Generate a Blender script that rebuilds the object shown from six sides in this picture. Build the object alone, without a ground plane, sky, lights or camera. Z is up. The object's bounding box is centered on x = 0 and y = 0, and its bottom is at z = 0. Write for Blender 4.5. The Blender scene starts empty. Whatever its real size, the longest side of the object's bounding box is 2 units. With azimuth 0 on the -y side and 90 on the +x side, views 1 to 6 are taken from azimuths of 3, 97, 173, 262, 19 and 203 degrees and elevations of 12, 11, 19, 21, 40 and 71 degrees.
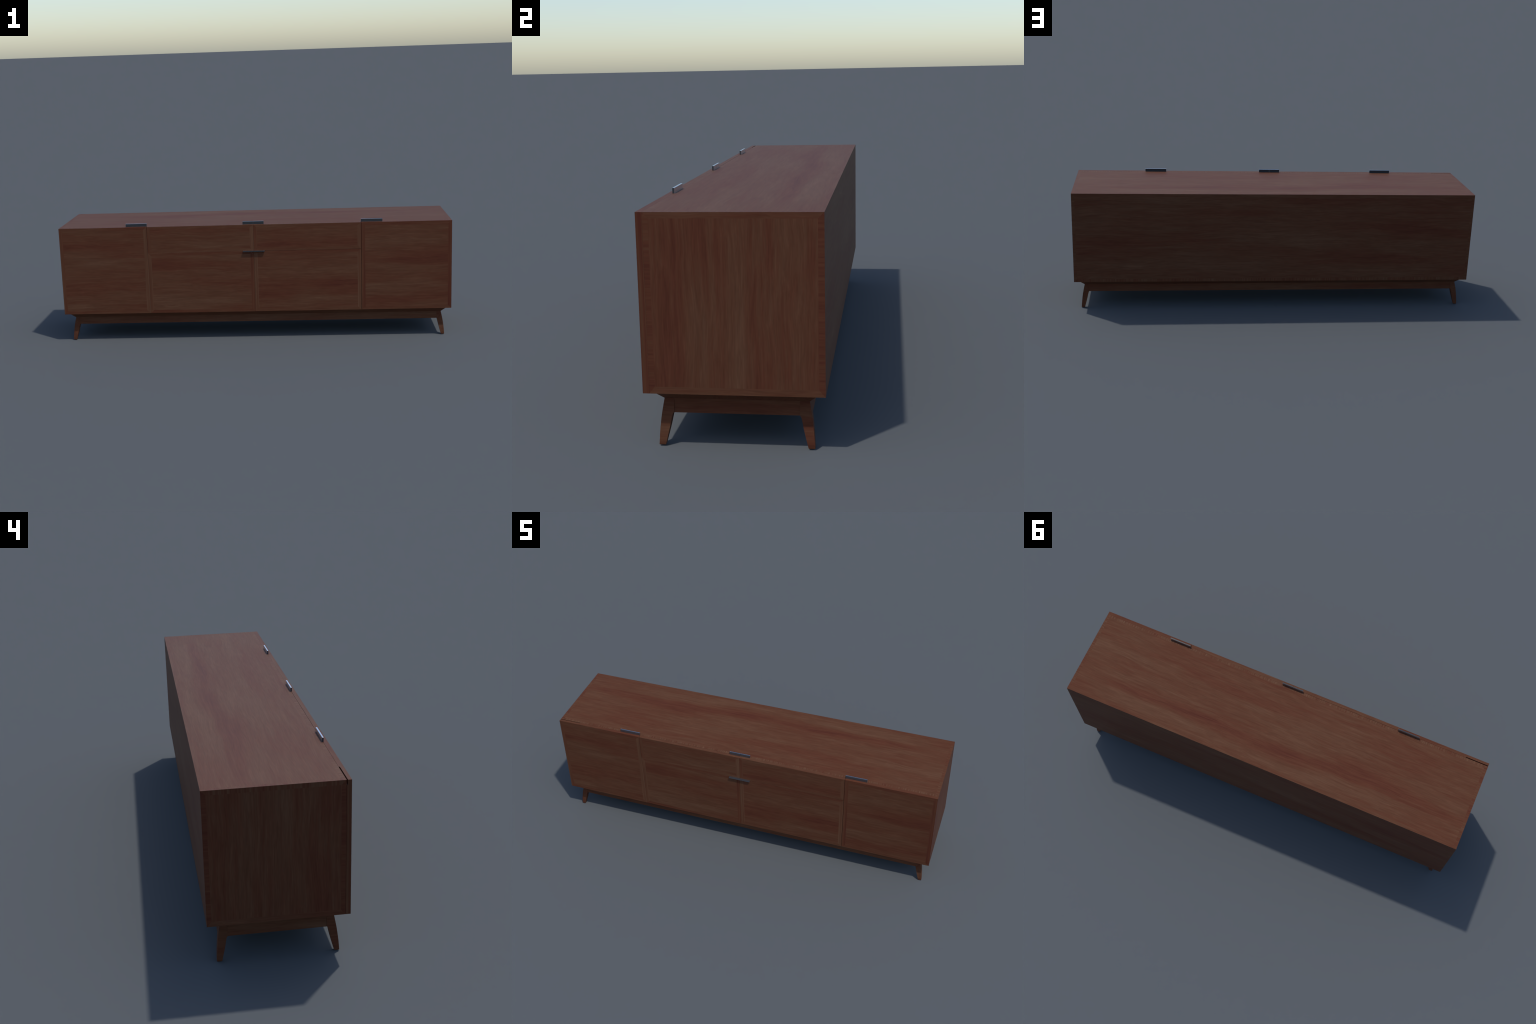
import bpy, bmesh, math, random
from mathutils import Vector

# ----------------------------------------------------------------------------
# A long, low wooden sideboard: case of veneered panels with mitred edge bands,
# six overlay fronts, dark metal tab pulls, chamfered plinth, apron, splayed legs
# ----------------------------------------------------------------------------
XH = 0.9998                    # half length of the case
Y_FRONT = -0.222              # face of the doors
Y_SEAM = -0.2055              # plane where the doors meet the case
Y_BACK = 0.232
Z_TOP, Z_BOT = 0.5997, 0.1456
YC = 0.005                    # centre line of case and base
BAND = 0.0155                 # visible width of the edge bands
SEAM_X = 0.5455               # joints between side doors and the middle bays
SEAM_Z = 0.4635               # joint between drawers and lower doors

# ------------------------------------------------------------------ materials
_cache = {}


def node(nt, kind, **props):
    n = nt.nodes.new(kind)
    for k, v in props.items():
        setattr(n, k, v)
    return n


def set_in(nt, n, key, value):
    if isinstance(value, bpy.types.NodeSocket):
        nt.links.new(value, n.inputs[key])
    else:
        n.inputs[key].default_value = value


def maths(nt, op, a, b=None, c=None, clamp=False):
    n = node(nt, "ShaderNodeMath", operation=op, use_clamp=clamp)
    for i, v in enumerate((a, b, c)):
        if v is not None:
            set_in(nt, n, i, v)
    return n.outputs[0]


def grain_noise(nt, coords, axis, along, across, detail, rough, distortion, seed):
    """Noise stretched along one axis: long soft patches or fine fibres."""
    mp = node(nt, "ShaderNodeMapping")
    mp.inputs["Scale"].default_value = [along if i == axis else across for i in range(3)]
    mp.inputs["Location"].default_value = (seed * 3.17 + along, seed * 5.71 - across * 0.01, seed * 1.93)
    nt.links.new(coords, mp.inputs["Vector"])
    nz = node(nt, "ShaderNodeTexNoise", noise_dimensions="3D")
    nz.inputs["Scale"].default_value = 1.0
    nz.inputs["Detail"].default_value = detail
    nz.inputs["Roughness"].default_value = rough
    nz.inputs["Distortion"].default_value = distortion
    nt.links.new(mp.outputs[0], nz.inputs["Vector"])
    return nz.outputs[0]


def mix_colour(nt, mode, fac, a, b):
    m = node(nt, "ShaderNodeMix", data_type="RGBA", blend_type=mode)
    set_in(nt, m, 0, fac)
    set_in(nt, m, 6, a)
    set_in(nt, m, 7, b)
    return m.outputs[2]


def wood(axis, seed, streak=False, red=0.0, belts=(), across=2, breadth=11.0, calm=1.0):
    """Reddish veneer; axis = direction of the grain (0 x, 1 y, 2 z).
    streak = narrow cross-grained band with block-like stripes; red shifts the hue;
    belts = (position, half width, strength) of redder growth belts that run along
    the grain, at positions measured on the axis called across."""
    key = (axis, seed, streak, red, tuple(belts), across, breadth, calm)
    if key in _cache:
        return _cache[key]
    mat = bpy.data.materials.new("veneer_grain_" + "xyz"[axis])
    mat.use_nodes = True
    nt = mat.node_tree
    bsdf = nt.nodes["Principled BSDF"]
    co = node(nt, "ShaderNodeTexCoord").outputs["Object"]
    # slow wander of the grain lines
    mp = node(nt, "ShaderNodeMapping")
    mp.inputs["Scale"].default_value = [3.5 if i == axis else 7.0 for i in range(3)]
    mp.inputs["Location"].default_value = (seed * 2.3, seed * 0.7, seed * 4.1)
    nt.links.new(co, mp.inputs["Vector"])
    wander = node(nt, "ShaderNodeTexNoise")
    wander.inputs["Scale"].default_value, wander.inputs["Detail"].default_value = 1.0, 2.0
    nt.links.new(mp.outputs[0], wander.inputs["Vector"])
    shift = node(nt, "ShaderNodeVectorMath", operation="MULTIPLY_ADD")
    nt.links.new(wander.outputs["Color"], shift.inputs[0])
    shift.inputs[1].default_value = [0.0 if (i == axis or streak) else 0.030 for i in range(3)]
    nt.links.new(co, shift.inputs[2])
    wco = shift.outputs[0]
    patch = grain_noise(nt, wco, axis, 1.8, breadth, 2.0, 0.5, 0.3, seed)
    figure = grain_noise(nt, wco, axis, 5.5, 76.0, 3.0, 0.62, 0.6, seed + 4.3)
    fibre = grain_noise(nt, wco, axis, 14.0, 280.0, 3.0, 0.65, 0.2, seed + 8.1)
    stripe = grain_noise(nt, wco, axis, 1.5, 150.0, 2.0, 0.5, 0.0, seed + 2.7)
    if streak:
        t = maths(nt, "ADD", maths(nt, "MULTIPLY", patch, 0.35), maths(nt, "MULTIPLY", stripe, 0.65))
        t = maths(nt, "MULTIPLY_ADD", t, calm, 0.5 - 0.5 * calm)
    else:
        t = maths(nt, "ADD", maths(nt, "MULTIPLY", patch, 0.48), maths(nt, "MULTIPLY", figure, 0.28))
        t = maths(nt, "ADD", t, maths(nt, "MULTIPLY", stripe, 0.24))
        t = maths(nt, "MULTIPLY_ADD", t, 0.86, 0.07)
    if belts:
        sep = node(nt, "ShaderNodeSeparateXYZ")
        nt.links.new(wco, sep.inputs[0])
        pos = maths(nt, "SUBTRACT", sep.outputs[across], 0.0150)
        fade = grain_noise(nt, co, axis, 4.0, 6.0, 1.0, 0.5, 0.0, seed + 6.4)
        fade = maths(nt, "MULTIPLY_ADD", fade, 2.2, -0.35, clamp=True)
        for c, w, k in belts:
            d = maths(nt, "DIVIDE", maths(nt, "SUBTRACT", pos, c), w)
            g = maths(nt, "POWER", 2.718, maths(nt, "MULTIPLY", maths(nt, "MULTIPLY", d, d), -1.0))
            t = maths(nt, "SUBTRACT", t, maths(nt, "MULTIPLY", maths(nt, "MULTIPLY", g, fade), 0.66 * k))
    t = maths(nt, "SUBTRACT", t, red)
    ramp = node(nt, "ShaderNodeValToRGB")
    el = ramp.color_ramp.elements
    el[0].position, el[0].color = 0.27, (0.082, 0.0240, 0.0155, 1)
    el[1].position, el[1].color = 0.74, (0.136, 0.0670, 0.0390, 1)
    for pos, col in ((0.42, (0.102, 0.0355, 0.0198)), (0.51, (0.106, 0.0438, 0.0242)), (0.60, (0.114, 0.0522, 0.0296))):
        e = el.new(pos)
        e.color = (*col, 1)
    nt.links.new(t, ramp.inputs[0])
    # fine fibres: narrow lighter and darker hairs
    shade = maths(nt, "MULTIPLY_ADD", fibre, 0.62 if not streak else 0.40, 0.69 if not streak else 0.80)
    fig2 = maths(nt, "MULTIPLY_ADD", figure, 0.26, 0.87)
    shade = maths(nt, "MULTIPLY", shade, fig2)
    grey = node(nt, "ShaderNodeCombineColor")
    for i in range(3):
        nt.links.new(shade, grey.inputs[i])
    col = mix_colour(nt, "MULTIPLY", 1.0, ramp.outputs[0], grey.outputs[0])
    nt.links.new(col, bsdf.inputs["Base Color"])
    # satin lacquer: hardly any shine face-on, a soft sheen towards grazing angles
    bsdf.inputs["Roughness"].default_value = 0.55
    facing = node(nt, "ShaderNodeLayerWeight")
    facing.inputs["Blend"].default_value = 0.5
    gloss = node(nt, "ShaderNodeMapRange")
    for i, val in enumerate((0.40, 0.62, 0.02, 0.145), 1):
        gloss.inputs[i].default_value = val
    nt.links.new(facing.outputs["Facing"], gloss.inputs[0])
    nt.links.new(gloss.outputs[0], bsdf.inputs["Specular IOR Level"])
    bump = node(nt, "ShaderNodeBump")
    bump.inputs["Strength"].default_value = 0.02
    bump.inputs["Distance"].default_value = 0.001
    nt.links.new(fibre, bump.inputs["Height"])
    nt.links.new(bump.outputs[0], bsdf.inputs["Normal"])
    _cache[key] = mat
    return mat


def metal():
    if "metal" in _cache:
        return _cache["metal"]
    mat = bpy.data.materials.new("dark_polished_metal")
    mat.use_nodes = True
    nt = mat.node_tree
    bsdf = nt.nodes["Principled BSDF"]
    nz = node(nt, "ShaderNodeTexNoise")
    nz.inputs["Scale"].default_value = 60.0
    nt.links.new(node(nt, "ShaderNodeTexCoord").outputs["Object"], nz.inputs["Vector"])
    r = maths(nt, "MULTIPLY_ADD", nz.outputs[0], 0.02, 0.27)
    nt.links.new(r, bsdf.inputs["Roughness"])
    # dark face-on, turning to bright metal as the surface tilts away
    facing = node(nt, "ShaderNodeLayerWeight")
    facing.inputs["Blend"].default_value = 0.5
    tilt = node(nt, "ShaderNodeMapRange")
    for i, val in enumerate((0.16, 0.62, 0.0, 1.0), 1):
        tilt.inputs[i].default_value = val
    nt.links.new(facing.outputs["Facing"], tilt.inputs[0])
    bsdf.inputs["Base Color"].default_value = (0.040, 0.044, 0.049, 1)
    bsdf.inputs["Specular IOR Level"].default_value = 0.08
    bright = node(nt, "ShaderNodeBsdfPrincipled")
    bright.inputs["Base Color"].default_value = (0.56, 0.59, 0.66, 1)
    bright.inputs["Metallic"].default_value = 1.0
    nt.links.new(r, bright.inputs["Roughness"])
    both = node(nt, "ShaderNodeMixShader")
    nt.links.new(tilt.outputs[0], both.inputs[0])
    nt.links.new(bsdf.outputs[0], both.inputs[1])
    nt.links.new(bright.outputs[0], both.inputs[2])
    nt.links.new(both.outputs[0], nt.nodes["Material Output"].inputs["Surface"])
    _cache["metal"] = mat
    return mat


# ------------------------------------------------------------------- builders
def add_mesh(name, verts, faces, mat, parent=None):
    lo = [min(v[i] for v in verts) for i in range(3)]
    hi = [max(v[i] for v in verts) for i in range(3)]
    c = Vector([(a + b) / 2 for a, b in zip(lo, hi)])
    me = bpy.data.meshes.new(name)
    me.from_pydata([Vector(v) - c for v in verts], [], faces)
    bm = bmesh.new()
    bm.from_mesh(me)
    bmesh.ops.remove_doubles(bm, verts=bm.verts, dist=1e-6)
    bmesh.ops.recalc_face_normals(bm, faces=bm.faces)
    bm.to_mesh(me)
    bm.free()
    me.materials.append(mat)
    ob = bpy.data.objects.new(name, me)
    bpy.context.scene.collection.objects.link(ob)
    ob.location = c
    if parent is not None:
        ob.parent = parent
        ob.location = c - world_of(parent)
    return ob


def world_of(ob):
    p = Vector(ob.location)
    while ob.parent is not None:
        ob = ob.parent
        p += Vector(ob.location)
    return p


HEX = [(0, 1, 2, 3), (7, 6, 5, 4), (0, 4, 5, 1), (1, 5, 6, 2), (2, 6, 7, 3), (3, 7, 4, 0)]


def box(name, lo, hi, mat, parent=None):
    (a, b, c), (d, e, f) = lo, hi
    v = [(a, b, c), (d, b, c), (d, e, c), (a, e, c), (a, b, f), (d, b, f), (d, e, f), (a, e, f)]
    return add_mesh(name, v, HEX, mat, parent)


def veneered_panel(name, to3d, size, bands, depth, mitre, grains, mats, root):
    """A board seen from its face: a field framed by four mitred edge bands.
    to3d(u, v, d) maps face coordinates and depth below the face to space.
    bands / mitre are given for the edges (u0, u1, v0, v1)."""
    (u0, u1), (v0, v1) = size
    a0, a1, b0, b1 = bands
    i0, i1, j0, j1 = u0 + a0, u1 - a1, v0 + b0, v1 - b1
    field_v = [to3d(i0, j0, 0), to3d(i1, j0, 0), to3d(i1, j1, 0), to3d(i0, j1, 0),
               to3d(i0, j0, depth), to3d(i1, j0, depth), to3d(i1, j1, depth), to3d(i0, j1, depth)]
    field = add_mesh(name, field_v, HEX, mats[0], root)
    m0, m1, n0, n1 = (depth * 0.97 if f else 0.0 for f in mitre)
    out = {"00": (u0, v0), "10": (u1, v0), "11": (u1, v1), "01": (u0, v1)}
    inn = {"00": (i0, j0), "10": (i1, j0), "11": (i1, j1), "01": (i0, j1)}
    deep = {"00": (u0 + m0, v0 + n0), "10": (u1 - m1, v0 + n0), "11": (u1 - m1, v1 - n1), "01": (u0 + m0, v1 - n1)}
    for k, (p, q) in enumerate((("00", "01"), ("11", "10"), ("10", "00"), ("01", "11"))):
        top = [out[p], out[q], inn[q], inn[p]]
        low = [deep[p], deep[q], inn[q], inn[p]]
        v = [to3d(*t, 0) for t in top] + [to3d(*t, depth) for t in low]
        add_mesh("edge_band", v, HEX, mats[1 + k], field)
    return field


# ------------------------------------------------------------------ the object
root = bpy.data.objects.new("wooden_sideboard", None)
bpy.context.scene.collection.objects.link(root)
root["label"] = "long low reddish brown wooden sideboard with short splayed legs"
root["category"] = "sideboard"

T = 0.0150
# case: top, two ends, back, bottom
veneered_panel("top_panel", lambda u, v, d: (u, v, Z_TOP - d), ((-XH, XH), (Y_SEAM, Y_BACK)),
               (BAND, BAND, 0.0135, BAND), T, (1, 1, 0, 1), None,
               [wood(0, 1.0, belts=((0.095, 0.028, 0.16), (-0.11, 0.03, 0.08), (0.175, 0.03, -0.09)), across=1),
                wood(0, 2.0, True, 0.03), wood(0, 2.5, True, 0.03), wood(1, 3.0, True, -0.04, calm=1.35), wood(0, 4.0)], root)
veneered_panel("bottom_panel", lambda u, v, d: (u, v, Z_BOT + d), ((-XH, XH), (Y_SEAM, Y_BACK)),
               (BAND, BAND, BAND, BAND), T, (1, 1, 0, 1), None,
               [wood(0, 1.5), wood(0, 2.0, True, 0.03), wood(0, 2.5, True, 0.03), wood(1, 3.0, True), wood(0, 4.0)], root)
veneered_panel("back_panel", lambda u, v, d: (u, Y_BACK - d, v), ((-XH, XH), (Z_BOT, Z_TOP)),
               (BAND, BAND, BAND, BAND), T, (1, 1, 1, 1), None,
               [wood(0, 6.0), wood(0, 6.5), wood(0, 6.6), wood(2, 7.0, True), wood(0, 6.2)], root)
for sx, seed in ((1, 8.0), (-1, 9.0)):
    veneered_panel("side_panel", lambda u, v, d, sx=sx: (sx * (XH - d), u, v), ((Y_SEAM, Y_BACK), (Z_BOT, Z_TOP)),
                   (0.0147, BAND, 0.0180, BAND), T, (0, 1, 1, 1), None,
                   [wood(2, seed, False, 0.02, breadth=19.0), wood(1, seed + 0.3, True, 0.11, calm=0.65), wood(1, seed + 0.4, True, 0.11, calm=0.65),
                    wood(1, seed + 0.5), wood(1 if sx > 0 else 2, seed + 0.6, sx < 0)], root)
# inner upright boards behind the door joints
for x in (-SEAM_X, 0.0, SEAM_X):
    box("divider", (x - 0.008, Y_SEAM + 0.012, Z_BOT + 0.016), (x + 0.008, Y_BACK - 0.016, Z_TOP - 0.016), wood(2, 11.0), root)


def front(name, x0, x1, z0, z1, seed, reds, belts, gap=0.0002):
    zc = (z0 + z1) / 2
    f = lambda u, v, d: (u, Y_FRONT + d, v)
    depth = Y_SEAM - Y_FRONT - gap
    return veneered_panel(name, f, ((x0, x1), (z0, z1)), (0.0180, 0.0180, BAND, BAND), depth, (0, 0, 0, 0), None,
                          [wood(0, seed, belts=tuple((z - zc, w, k) for z, w, k in belts)), wood(2, seed + 0.2, True, reds[0]), wood(2, seed + 0.4, True, reds[1]),
                           wood(0, seed + 0.6, False, reds[2]), wood(0, seed + 0.8, False, reds[3])], root)


left_door = front("door", -XH, -SEAM_X - 0.0006, Z_BOT, Z_TOP, 21.0, (0.03, -0.07, 0.03, 0.05),
      ((0.500, 0.022, 0.16), (0.300, 0.025, 0.14), (0.42, 0.03, -0.06)), gap=0.0006)
right_door = front("door", SEAM_X + 0.0009, XH, Z_BOT, Z_TOP, 26.0, (0.09, 0.09, 0.04, 0.07),
      ((0.405, 0.022, 0.15), (0.205, 0.025, 0.15), (0.51, 0.05, -0.06)))
front("drawer", -SEAM_X + 0.0007, -0.0003, SEAM_Z + 0.0001, Z_TOP, 31.0, (0.04, -0.03, 0.0, 0.0),
      ((0.580, 0.015, 0.15), (0.50, 0.03, -0.05)), gap=0.0009)
front("drawer", 0.0003, SEAM_X - 0.0009, SEAM_Z + 0.0004, Z_TOP, 36.0, (0.06, -0.04, 0.02, 0.0),
      ((0.510, 0.025, 0.14),))
front("door", -SEAM_X, -0.0003, Z_BOT, SEAM_Z - 0.0001, 41.0, (-0.03, 0.04, 0.10, 0.0),
      ((0.385, 0.028, 0.15), (0.31, 0.02, 0.10), (0.22, 0.04, -0.08)))
front("door", 0.0003, SEAM_X - 0.0009, Z_BOT, SEAM_Z - 0.0004, 46.0, (-0.10, -0.07, -0.01, 0.07),
      ((0.285, 0.02, 0.12), (0.235, 0.022, 0.16), (0.38, 0.04, -0.07)))

# hinge notch behind the top corner of the left door
pieces = [left_door, *left_door.children]
cutters = [box("notch_cutter", (-XH - 0.01, Y_SEAM - 0.0043, Z_TOP - 0.0160), (-0.889, Y_SEAM + 0.001, Z_TOP + 0.01), wood(0, 1.0)),
           box("notch_cutter", (-XH + 0.012, Y_SEAM - 0.0043, Z_TOP - 0.0450), (-0.889, Y_SEAM + 0.001, Z_TOP + 0.01), wood(0, 1.0))]
for piece in pieces:
    for c in cutters:
        m = piece.modifiers.new("notch", "BOOLEAN")
        m.operation, m.solver, m.object = "DIFFERENCE", "EXACT", c
bpy.context.view_layer.update()
graph = bpy.context.evaluated_depsgraph_get()
cut_meshes = [bpy.data.meshes.new_from_object(piece.evaluated_get(graph)) for piece in pieces]
for piece, me in zip(pieces, cut_meshes):
    piece.modifiers.clear()
    piece.data = me
for c in cutters:
    bpy.data.objects.remove(c)


# tab pulls: flat bars standing out of the joints, with eased edges
def pull(lo, hi):
    ob = box("handle", lo, hi, metal(), root)
    bm = bmesh.new()
    bm.from_mesh(ob.data)
    bmesh.ops.bevel(bm, geom=bm.edges[:], offset=0.0006, segments=2, profile=0.5, affect="EDGES")
    bm.to_mesh(ob.data)
    bm.free()
    return ob


Y0, Y1, TAB_TOP = -0.2085, -0.2030, 0.6150
for x0, x1 in ((-0.6535, -0.5450), (-0.0540, -0.0003), (0.0003, 0.0540), (0.5450, 0.6535)):
    pull((x0, Y0, Z_TOP - 0.004), (x1, Y1, TAB_TOP))
for x0, x1 in ((-0.0550, -0.0003), (0.0003, 0.0555)):
    pull((x0, -0.2320, 0.4603), (x1, Y_FRONT + 0.010, 0.4660))

# ----------------------------------------------------------------------- base
BX, BY, Z_NECK = 0.952, 0.1845, 0.1185      # half sizes of the base at the neck
flare = Z_BOT - Z_NECK
v = []
for z, o in ((Z_NECK, 0.0), (Z_BOT - 0.0002, flare)):
    v += [(sx * (BX + o), YC + sy * (BY + o), z) for sx, sy in ((-1, -1), (1, -1), (1, 1), (-1, 1))]
add_mesh("plinth", v, HEX, wood(0, 51.0, False, 0.03), root)

APRON_Z = 0.0827
REC = 0.0006
LEG_IN = 0.0215
LEAN = 0.0062                               # aprons lean outward like the legs
for sy in (-1, 1):
    v = []
    for z, o in ((APRON_Z, LEAN * 0.85), (Z_NECK - 0.0001, 0.0)):
        ya, yb = YC + sy * (BY - REC + o), YC + sy * (BY - 0.021)
        v += [(-BX + LEG_IN, ya, z), (BX - LEG_IN, ya, z), (BX - LEG_IN, yb, z), (-BX + LEG_IN, yb, z)]
    add_mesh("apron", v, HEX, wood(0, 53.0 + sy), root)
for sx in (-1, 1):
    v = []
    for z, o in ((APRON_Z, LEAN), (Z_NECK - 0.0001, 0.0)):
        xa, xb = sx * (BX - REC + o), sx * (BX - 0.019)
        y0, y1 = YC - BY + 0.0245, YC + BY - 0.0245
        v += [(xa, y0, z), (xa, y1, z), (xb, y1, z), (xb, y0, z)]
    add_mesh("apron", v, HEX, wood(1, 56.0 + sx), root)

# legs: square in section, splayed outward in a curve and tapered to the foot
#            height  splay   width
LEG = [(0.1184, 0.0000, 0.0222), (0.1050, 0.0029, 0.0249), (0.0920, 0.0056, 0.0271), (0.0840, 0.0072, 0.0286),
       (0.0780, 0.0083, 0.0275), (0.0700, 0.0096, 0.0265), (0.0580, 0.0113, 0.0256), (0.0450, 0.0130, 0.0242),
       (0.0300, 0.0147, 0.0220), (0.0150, 0.0160, 0.0193), (0.0012, 0.0170, 0.0166), (0.0000, 0.0166, 0.0158)]
for sx in (-1, 1):
    for sy in (-1, 1):
        v, f = [], []
        for z, splay, w in LEG:
            xo, yo = BX + splay, BY - 0.0003 + splay * 0.80
            wy = w + (0.002 if z > 0.08 else 0.0)
            for dx, dy in ((0, 0), (1, 0), (1, 1), (0, 1)):
                v.append((sx * (xo - dx * w), YC + sy * (yo - dy * wy), z))
        n = len(LEG)
        for i in range(n - 1):
            for k in range(4):
                a, b = i * 4 + k, i * 4 + (k + 1) % 4
                f.append((a, b, b + 4, a + 4))
        f += [(0, 1, 2, 3), tuple(range(4 * n - 4, 4 * n))]
        leg = add_mesh("leg", v, f, wood(1, 61.0 + sx + 0.3 * sy, False, 0.02), root)
        me = leg.data
        me.shade_smooth()
        me.set_sharp_from_angle(angle=math.radians(35))
